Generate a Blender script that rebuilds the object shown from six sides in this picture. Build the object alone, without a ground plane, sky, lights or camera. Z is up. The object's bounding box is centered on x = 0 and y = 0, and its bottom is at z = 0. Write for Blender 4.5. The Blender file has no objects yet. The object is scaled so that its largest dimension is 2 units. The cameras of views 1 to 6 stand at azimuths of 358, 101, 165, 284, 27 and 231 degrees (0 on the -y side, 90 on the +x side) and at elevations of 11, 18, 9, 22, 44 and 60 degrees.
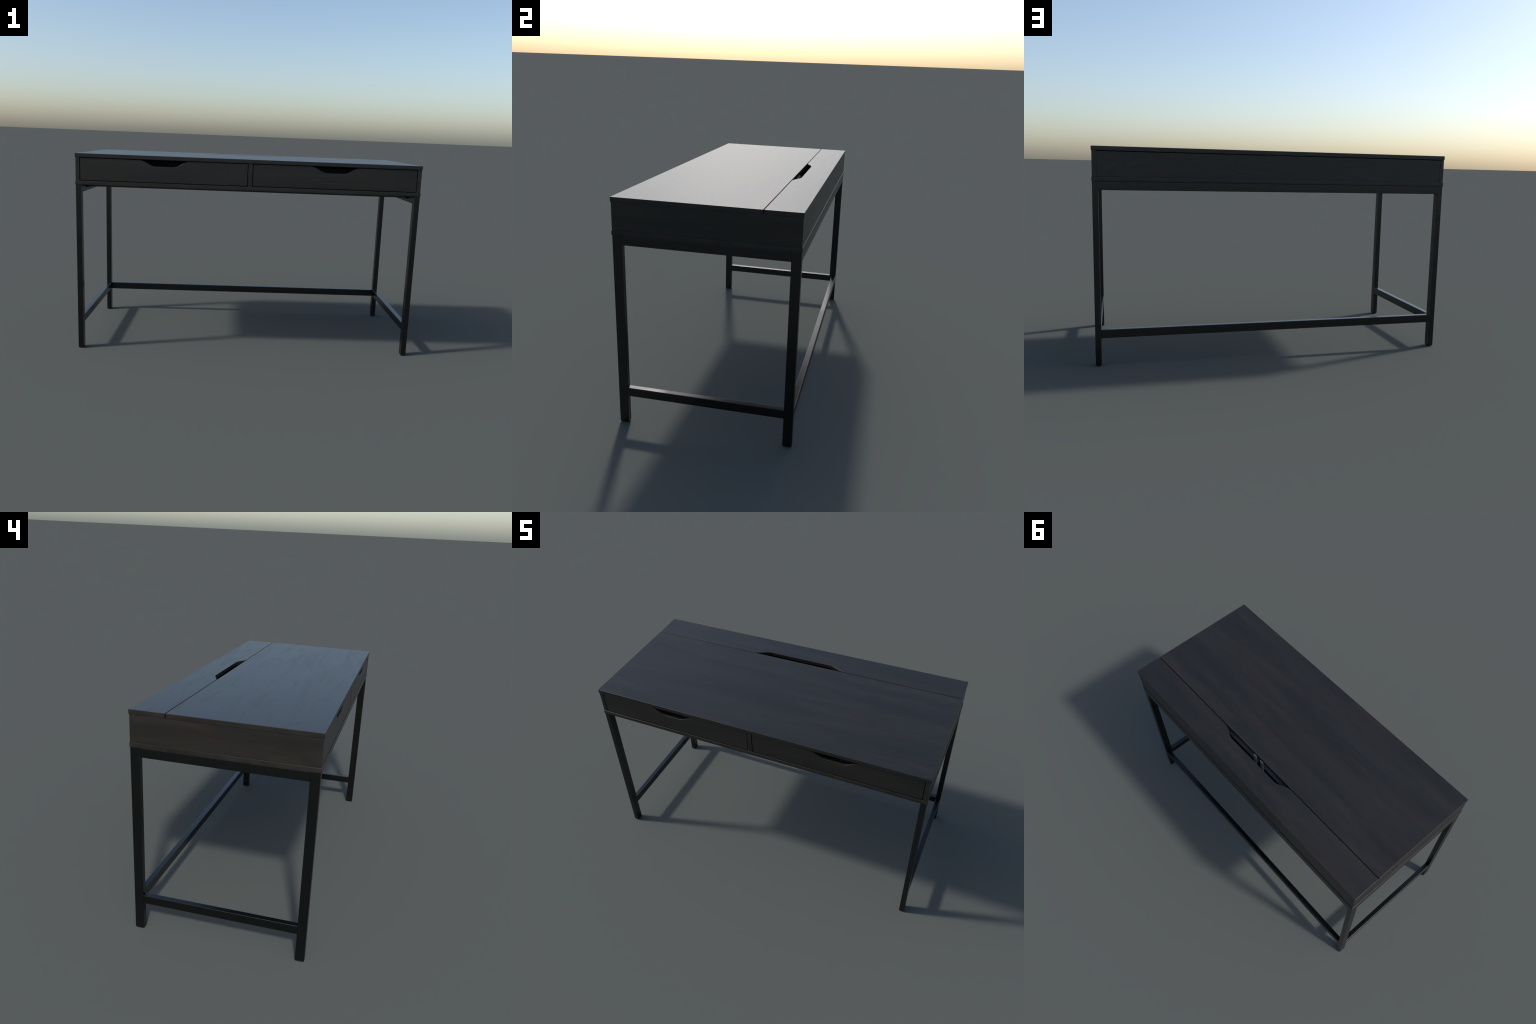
import bpy, bmesh, math
from mathutils import Vector

# ---------------------------------------------------------------- dimensions
HW, HD, H = 0.9999, 0.4414, 1.1584        # half width, half depth, height
BOARD = 0.0226                           # thickness of every board
Z_TOP = H - BOARD                        # underside of the table top
Z_BOT1 = 1.0032                          # upper face of the bottom board
Z_BOT0 = Z_BOT1 - BOARD
CARC_X, CARC_Y = HW - 0.0025, HD - 0.0025  # carcass sides stand a little back
SPLIT = 0.2632                           # rear edge of the fixed top
LID_Y = 0.2672                           # front edge of the cable lid
TUBE_W, TUBE_D = 0.0304, 0.0457          # steel tube section
LEG_X, LEG_Y = 0.9980, 0.4390            # outer faces of the frame
RAIL_LO, RAIL_HI = 0.1517, 0.1974        # lower stretchers

# ---------------------------------------------------------------- node helpers
def new_mat(name):
    m = bpy.data.materials.new(name)
    m.use_nodes = True
    nt = m.node_tree
    bsdf = nt.nodes["Principled BSDF"]
    return m, nt, bsdf

def node(nt, kind, **inp):
    n = nt.nodes.new(kind)
    for k, v in inp.items():
        n.inputs[k].default_value = v
    return n

def math_node(nt, op, a, b=None):
    n = nt.nodes.new("ShaderNodeMath")
    n.operation = op
    for i, v in enumerate((a, b)):
        if v is None:
            continue
        if isinstance(v, (int, float)):
            n.inputs[i].default_value = v
        else:
            nt.links.new(v, n.inputs[i])
    return n.outputs[0]

def ramp(nt, fac, stops):
    n = nt.nodes.new("ShaderNodeValToRGB")
    els = n.color_ramp.elements
    while len(els) < len(stops):
        els.new(0.5)
    for e, (p, c) in zip(els, stops):
        e.position = p
        e.color = (c, c, c, 1) if isinstance(c, (int, float)) else (*c, 1)
    nt.links.new(fac, n.inputs[0])
    return n.outputs[0]

def wood(name, along="X"):
    """Black-brown foil with a printed and faintly embossed grain."""
    m, nt, b = new_mat(name)
    L = nt.links.new
    tc = nt.nodes.new("ShaderNodeTexCoord")
    info = nt.nodes.new("ShaderNodeObjectInfo")
    shift = nt.nodes.new("ShaderNodeVectorMath"); shift.operation = "SCALE"
    shift.inputs[0].default_value = (7.3, 3.1, 5.7)
    L(info.outputs["Random"], shift.inputs["Scale"])
    add = nt.nodes.new("ShaderNodeVectorMath"); add.operation = "ADD"
    L(tc.outputs["Object"], add.inputs[0]); L(shift.outputs[0], add.inputs[1])
    rot = nt.nodes.new("ShaderNodeMapping")
    if along == "Y":
        rot.inputs["Rotation"].default_value = (0, 0, math.pi / 2)
    elif along == "Z":
        rot.inputs["Rotation"].default_value = (0, math.pi / 2, 0)
    L(add.outputs[0], rot.inputs[0])
    def stretched(sx, sy):
        mp = nt.nodes.new("ShaderNodeMapping")
        mp.inputs["Scale"].default_value = (sx, sy, sy)
        L(rot.outputs[0], mp.inputs[0])
        return mp.outputs[0]
    # broad figure: long soft streaks, some of them arching into cathedrals
    figure = node(nt, "ShaderNodeTexNoise", Scale=1.0, Detail=3.0, Roughness=0.55, Distortion=0.6)
    L(stretched(1.3, 11.0), figure.inputs["Vector"])
    hue = node(nt, "ShaderNodeTexNoise", Scale=1.0, Detail=2.0, Roughness=0.5)
    L(stretched(1.8, 16.0), hue.inputs["Vector"])
    rings_in = node(nt, "ShaderNodeTexNoise", Scale=1.0, Detail=1.0, Roughness=0.4)
    L(stretched(1.6, 5.5), rings_in.inputs["Vector"])
    rings = math_node(nt, "SINE", math_node(nt, "MULTIPLY", rings_in.outputs["Fac"], 95.0))
    fleck = node(nt, "ShaderNodeTexNoise", Scale=1.0, Detail=3.0, Roughness=0.6)
    L(stretched(14.0, 120.0), fleck.inputs["Vector"])
    patch = node(nt, "ShaderNodeTexNoise", Scale=1.0, Detail=1.0)
    L(stretched(2.0, 6.0), patch.inputs["Vector"])
    patch_m = ramp(nt, patch.outputs["Fac"], [(0.46, 0.0), (0.62, 1.0)])

    tone = math_node(nt, "ADD", math_node(nt, "MULTIPLY", figure.outputs["Fac"], 0.72),
                     math_node(nt, "MULTIPLY", fleck.outputs["Fac"], 0.28))
    ring_tone = math_node(nt, "MULTIPLY", math_node(nt, "MULTIPLY", rings, patch_m), 0.05)
    tone = math_node(nt, "ADD", tone, ring_tone)
    col = ramp(nt, tone, [(0.30, WOOD_DARK), (0.50, WOOD_MID), (0.72, WOOD_PALE)])
    warm = ramp(nt, hue.outputs["Fac"], [(0.36, (0.93, 1.0, 1.03)), (0.5, (1, 1, 1)), (0.64, (1.16, 0.97, 0.99))])
    mix = nt.nodes.new("ShaderNodeMix"); mix.data_type = "RGBA"; mix.blend_type = "MULTIPLY"
    mix.inputs["Factor"].default_value = 1.0
    L(col, mix.inputs["A"]); L(warm, mix.inputs["B"])
    L(mix.outputs["Result"], b.inputs["Base Color"])

    # broken, slightly duller strokes of the embossed pores
    stroke = node(nt, "ShaderNodeTexNoise", Scale=1.0, Detail=3.0, Roughness=0.55, Distortion=1.1)
    L(stretched(3.2, 24.0), stroke.inputs["Vector"])
    stroke_m = ramp(nt, stroke.outputs["Fac"], [(0.52, 0.0), (0.66, 1.0)])
    rough = math_node(nt, "ADD", math_node(nt, "ADD", WOOD_ROUGH - 0.06, math_node(nt, "MULTIPLY", tone, 0.08)),
                      math_node(nt, "MULTIPLY", stroke_m, 0.032))
    L(rough, b.inputs["Roughness"])
    b.inputs["Specular IOR Level"].default_value = WOOD_SPEC
    relief = math_node(nt, "ADD", math_node(nt, "MULTIPLY", math_node(nt, "MULTIPLY", rings, patch_m), 0.30),
                       math_node(nt, "SUBTRACT", math_node(nt, "MULTIPLY", fleck.outputs["Fac"], 0.32),
                                 math_node(nt, "MULTIPLY", stroke_m, 0.35)))
    bump = node(nt, "ShaderNodeBump", Strength=0.22, Distance=0.0012)
    L(relief, bump.inputs["Height"])
    L(bump.outputs[0], b.inputs["Normal"])
    return m

def steel(name, base, rough, spec=0.5):
    """Powder-coated black steel: fine orange-peel, a trace of tone change."""
    m, nt, b = new_mat(name)
    L = nt.links.new
    tc = nt.nodes.new("ShaderNodeTexCoord")
    n = node(nt, "ShaderNodeTexNoise", Scale=9.0, Detail=3.0)
    L(tc.outputs["Object"], n.inputs["Vector"])
    lo = tuple(c * 0.85 for c in base); hi = tuple(c * 1.15 for c in base)
    L(ramp(nt, n.outputs["Fac"], [(0.3, lo), (0.7, hi)]), b.inputs["Base Color"])
    L(math_node(nt, "ADD", rough - 0.04, math_node(nt, "MULTIPLY", n.outputs["Fac"], 0.08)), b.inputs["Roughness"])
    b.inputs["Specular IOR Level"].default_value = spec
    g = node(nt, "ShaderNodeTexNoise", Scale=260.0, Detail=2.0)
    L(tc.outputs["Object"], g.inputs["Vector"])
    bump = node(nt, "ShaderNodeBump", Strength=0.02, Distance=0.0005)
    L(g.outputs["Fac"], bump.inputs["Height"])
    L(bump.outputs[0], b.inputs["Normal"])
    return m

WOOD_DARK, WOOD_MID, WOOD_PALE = (0.0092, 0.0086, 0.0072), (0.0140, 0.0128, 0.0106), (0.0205, 0.0182, 0.0150)
WOOD_ROUGH, WOOD_SPEC = 0.36, 0.46
M_WOOD_X = wood("black_brown_wood_lengthwise", "X")
M_WOOD_Y = wood("black_brown_wood_crosswise", "Y")
M_STEEL = steel("black_coated_steel", (0.0006, 0.0006, 0.0006), 0.28, 0.60)
M_INNER = steel("dark_inner_board", (0.028, 0.028, 0.027), 0.45)
M_CLIP = steel("bare_steel_clip", (0.75, 0.70, 0.64), 0.35)
M_TRAY = steel("grey_tray", (0.26, 0.27, 0.28), 0.45)
M_DRAWER = steel("drawer_lining", (0.27, 0.28, 0.29), 0.5)  # base lightened so the drawer floor shows bluish skylight through the grips
M_FOOT = steel("black_plastic_foot", (0.006, 0.006, 0.006), 0.5)

# ---------------------------------------------------------------- mesh helpers
def flat_normals(me, limit=50):
    """Area-weighted corner normals: big faces stay flat, small bevels blend."""
    me.polygons.foreach_set("use_smooth", [True] * len(me.polygons))
    around = {}
    for p in me.polygons:
        for v in p.vertices:
            around.setdefault(v, []).append(p)
    cosl = math.cos(math.radians(limit))
    out = []
    for p in me.polygons:
        for v in p.vertices:
            n = Vector()
            for q in around[v]:
                if q.normal.dot(p.normal) > cosl:
                    n += q.normal * q.area
            out.append(n.normalized())
    me.normals_split_custom_set(out)

def finish(bm, name, mat, bevel, segs=2, min_angle=40):
    bm.normal_update()
    edges = [e for e in bm.edges if len(e.link_faces) == 2 and
             e.calc_face_angle(0) > math.radians(min_angle)]
    if bevel > 0 and edges:
        bmesh.ops.bevel(bm, geom=edges, offset=bevel, segments=segs, profile=0.5,
                        affect="EDGES", clamp_overlap=True)
    bmesh.ops.recalc_face_normals(bm, faces=bm.faces)
    me = bpy.data.meshes.new(name)
    bm.to_mesh(me); bm.free()
    me.materials.append(mat)
    flat_normals(me)
    return me

def box_mesh(name, size, mat, bevel=0.0015, segs=2):
    bm = bmesh.new()
    bmesh.ops.create_cube(bm, size=1.0)
    bmesh.ops.scale(bm, vec=size, verts=bm.verts)
    return finish(bm, name, mat, bevel, segs)

def prism_mesh(name, outline, axis, depth, mat, bevel=0.0015, segs=2):
    """Extrude a closed 2D outline. axis 'Y': outline is (x, z); axis 'Z': (x, y)."""
    bm = bmesh.new()
    ring = []
    for s in (-0.5, 0.5):
        if axis == "Y":
            ring.append([bm.verts.new((p, s * depth, q)) for p, q in outline])
        else:
            ring.append([bm.verts.new((p, q, s * depth)) for p, q in outline])
    bm.faces.new(ring[0]); bm.faces.new(list(reversed(ring[1])))
    n = len(outline)
    for i in range(n):
        j = (i + 1) % n
        bm.faces.new((ring[0][j], ring[0][i], ring[1][i], ring[1][j]))
    bmesh.ops.recalc_face_normals(bm, faces=bm.faces)
    return finish(bm, name, mat, bevel, segs)

def grip(inner, outer, depth, n=14):
    """Soft trapezoid finger cut-out: (offset from its middle, how deep)."""
    left = []
    for i in range(n + 1):
        t = i / n
        left.append((-outer + (outer - inner) * t, depth * 0.5 * (1 - math.cos(math.pi * t))))
    return left + [(-x, d) for x, d in reversed(left)]

desk = bpy.data.objects.new("writing_desk", None)
desk.empty_display_size = 0.2
bpy.context.collection.objects.link(desk)
desk["label"] = "black-brown writing desk with two drawers on steel legs"
desk["category"] = "desk"

def place(name, me, loc, parent=desk):
    o = bpy.data.objects.new(name, me)
    bpy.context.collection.objects.link(o)
    o.location = Vector(loc) - (Vector(parent.location) if parent is not desk else Vector())
    o.parent = parent
    return o

def span(name, x, y, z, mat, bevel=0.0015, parent=desk):
    """A board or bar given by its extents along x, y and z."""
    size = (x[1] - x[0], y[1] - y[0], z[1] - z[0])
    mid = ((x[0] + x[1]) / 2, (y[0] + y[1]) / 2, (z[0] + z[1]) / 2)
    return place(name, box_mesh(name, size, mat, bevel), mid, parent)

# ---------------------------------------------------------------- boards
span("table_top", (-HW, HW), (-HD, SPLIT), (Z_TOP, H), M_WOOD_X, 0.0016)

lid_mid = (LID_Y + HD) / 2
front = [(x, LID_Y + d - lid_mid) for x, d in grip(0.193, 0.302, 0.0362)]
lid_outline = [(-HW, LID_Y - lid_mid)] + front + [(HW, LID_Y - lid_mid), (HW, HD - lid_mid), (-HW, HD - lid_mid)]
place("cable_lid", prism_mesh("cable_lid", lid_outline, "Z", BOARD, M_WOOD_X, 0.0016), (0, lid_mid, (Z_TOP + H) / 2))

span("bottom_board", (-HW, HW), (-HD, HD), (Z_BOT0, Z_BOT1), M_WOOD_X, 0.0016)

side_me = box_mesh("side_panel", (BOARD, 2 * CARC_Y, Z_TOP - Z_BOT1), M_WOOD_Y, 0.0010)
for s in (-1, 1):
    place("side_panel", side_me, (s * (CARC_X - BOARD / 2), 0, (Z_TOP + Z_BOT1) / 2))
INX = CARC_X - BOARD                                  # inner face of the sides
span("back_panel", (-INX + 0.0006, INX - 0.0006), (CARC_Y - BOARD, CARC_Y - 0.0006), (Z_BOT1, Z_TOP - 0.003), M_WOOD_X, 0.0008)
span("divider", (-0.0125, 0.0125), (-CARC_Y, 0.19), (Z_BOT1, Z_TOP), M_WOOD_Y, 0.0010)
span("inner_back", (-INX, INX), (0.190, 0.206), (Z_BOT1, Z_TOP), M_INNER, 0.0005)

# ---------------------------------------------------------------- drawers
GAP_SIDE, GAP_Z = 0.0035, 0.0033
dx0, dx1 = 0.0125 + GAP_SIDE, INX - GAP_SIDE
dz0, dz1 = Z_BOT1 + GAP_Z, Z_TOP - GAP_Z
hw, hh = (dx1 - dx0) / 2, (dz1 - dz0) / 2
cut = [(x, hh - d) for x, d in grip(0.049, 0.143, 0.0352)]
face = [(-hw, -hh), (-hw, hh)] + cut + [(hw, hh), (hw, -hh)]
front_me = prism_mesh("drawer", face, "Y", BOARD, M_WOOD_X, 0.0014)
FY = -CARC_Y + 0.0012
def drawer_box_mesh():
    """Open tray behind the drawer front: two sides, a back and a floor."""
    bm = bmesh.new()
    w, d, h, t = hw - 0.014, 0.58, 0.085, 0.016
    for sx, sy, sz, cx, cy, cz in ((t, d, h, -w, d / 2, h / 2), (t, d, h, w, d / 2, h / 2),
                                   (2 * w - t, t, h, 0, d - t / 2, h / 2), (2 * w - t, d - t, 0.008, 0, (d - t) / 2, 0.017)):
        g = bmesh.ops.create_cube(bm, size=1.0)["verts"]
        bmesh.ops.scale(bm, vec=(sx, sy, sz), verts=g)
        bmesh.ops.translate(bm, vec=(cx, cy, cz), verts=g)
    return finish(bm, "drawer_box", M_DRAWER, 0.0)
tray_me = drawer_box_mesh()
for s in (-1, 1):
    d = place("drawer", front_me, (s * (dx0 + dx1) / 2, FY + BOARD / 2, (dz0 + dz1) / 2))
    b = bpy.data.objects.new("drawer_box", tray_me)
    bpy.context.collection.objects.link(b)
    b.parent = d
    b.location = (0, BOARD / 2, -hh + 0.004)

# ---------------------------------------------------------------- cable compartment
for s in (-1, 1):
    x0, x1 = (0.014, INX - 0.002) if s > 0 else (-INX + 0.002, -0.016)
    span("cable_shelf", (x0, x1), (0.207, 0.256), (1.047, 1.055), M_TRAY, 0.002)

def clip_mesh():
    """Bent strap: a short arm, a rounded bend and a hanging tongue."""
    prof = [(0.0, 0.0)]
    t, r = 0.004, 0.007
    outer, inner = [], []
    for i in range(9):
        a = math.pi / 2 * i / 8
        outer.append((0.020 + r * math.sin(a), 0.010 - r + r * math.cos(a)))
        inner.append((0.020 + (r - t) * math.sin(a), 0.010 - r + (r - t) * math.cos(a)))
    pts = [(-0.006, 0.010)] + outer + [(0.027, -0.095), (0.027 - t, -0.095)] + list(reversed(inner)) + [(-0.006, 0.010 - t)]
    bm = bmesh.new()
    a = [bm.verts.new((-0.013, y, z)) for y, z in pts]
    b = [bm.verts.new((0.013, y, z)) for y, z in pts]
    bm.faces.new(a); bm.faces.new(list(reversed(b)))
    for i in range(len(pts)):
        j = (i + 1) % len(pts)
        bm.faces.new((a[j], a[i], b[i], b[j]))
    return finish(bm, "cable_clip", M_CLIP, 0.0008)
clip_me = clip_mesh()
for x in (0.030, -0.030):
    place("cable_clip", clip_me, (x, 0.236, 1.116))

# ---------------------------------------------------------------- steel frame
leg_h = Z_BOT0 - 0.006
def tube_mesh(name, size, along):
    """Square-cut steel tube with rounded long edges."""
    bm = bmesh.new()
    bmesh.ops.create_cube(bm, size=1.0)
    bmesh.ops.scale(bm, vec=size, verts=bm.verts)
    long_edges = [e for e in bm.edges if abs(e.verts[0].co[along] - e.verts[1].co[along]) > size[along] / 2]
    bmesh.ops.bevel(bm, geom=long_edges, offset=0.0024, segments=4, profile=0.5, affect="EDGES")
    return finish(bm, name, M_STEEL, 0.0)
def foot_mesh():
    """Plastic plug, chamfered towards the floor."""
    bm = bmesh.new()
    bmesh.ops.create_cube(bm, size=1.0)
    bmesh.ops.scale(bm, vec=(TUBE_W, TUBE_D, 0.006), verts=bm.verts)
    vert = [e for e in bm.edges if abs(e.verts[0].co.z - e.verts[1].co.z) > 0.003]
    bmesh.ops.bevel(bm, geom=vert, offset=0.0024, segments=4, profile=0.5, affect="EDGES")
    for v in bm.verts:
        if v.co.z < 0:
            v.co.x *= 0.86; v.co.y *= 0.90
    return finish(bm, "foot", M_FOOT, 0.0)
leg_me, foot_me = tube_mesh("leg", (TUBE_W, TUBE_D, leg_h), 2), foot_mesh()
for sx in (-1, 1):
    for sy in (-1, 1):
        c = (sx * (LEG_X - TUBE_W / 2), sy * (LEG_Y - TUBE_D / 2), 0.006 + leg_h / 2)
        o = place("leg", leg_me, c)
        f = bpy.data.objects.new("foot", foot_me)
        bpy.context.collection.objects.link(f)
        f.parent = o
        f.location = (0, 0, -leg_h / 2 - 0.003)

in_y = LEG_Y - TUBE_D
in_x = LEG_X - TUBE_W
RAIL_TOP = (Z_BOT0 - TUBE_D, Z_BOT0)
end_me = tube_mesh("side_rail", (TUBE_W - 0.0006, 2 * in_y, TUBE_D), 1)
back_me = tube_mesh("back_rail", (2 * in_x, TUBE_W, TUBE_D), 0)
for z in (sum(RAIL_TOP) / 2, (RAIL_LO + RAIL_HI) / 2):
    for s in (-1, 1):
        place("side_rail", end_me, (s * (LEG_X - TUBE_W / 2), 0, z))
    place("back_rail", back_me, (0, LEG_Y - TUBE_W / 2 - 0.0003, z))
CROSS_Y, CROSS_Z = -0.279, Z_BOT0 - 0.0205              # cross bar well behind the front edge
span("cross_bar", (-in_x, in_x), (CROSS_Y - 0.018, CROSS_Y + 0.018), (CROSS_Z, Z_BOT0), M_STEEL, 0.0015)

def bolt_mesh():
    bm = bmesh.new()
    bmesh.ops.create_cone(bm, cap_ends=True, segments=20, radius1=0.005, radius2=0.010, depth=0.007)
    return finish(bm, "bolt", M_STEEL, 0.0008, 2)
bolt_me = bolt_mesh()
for s in (-1, 1):
    place("bolt", bolt_me, (s * 0.961, CROSS_Y, CROSS_Z - 0.0030))
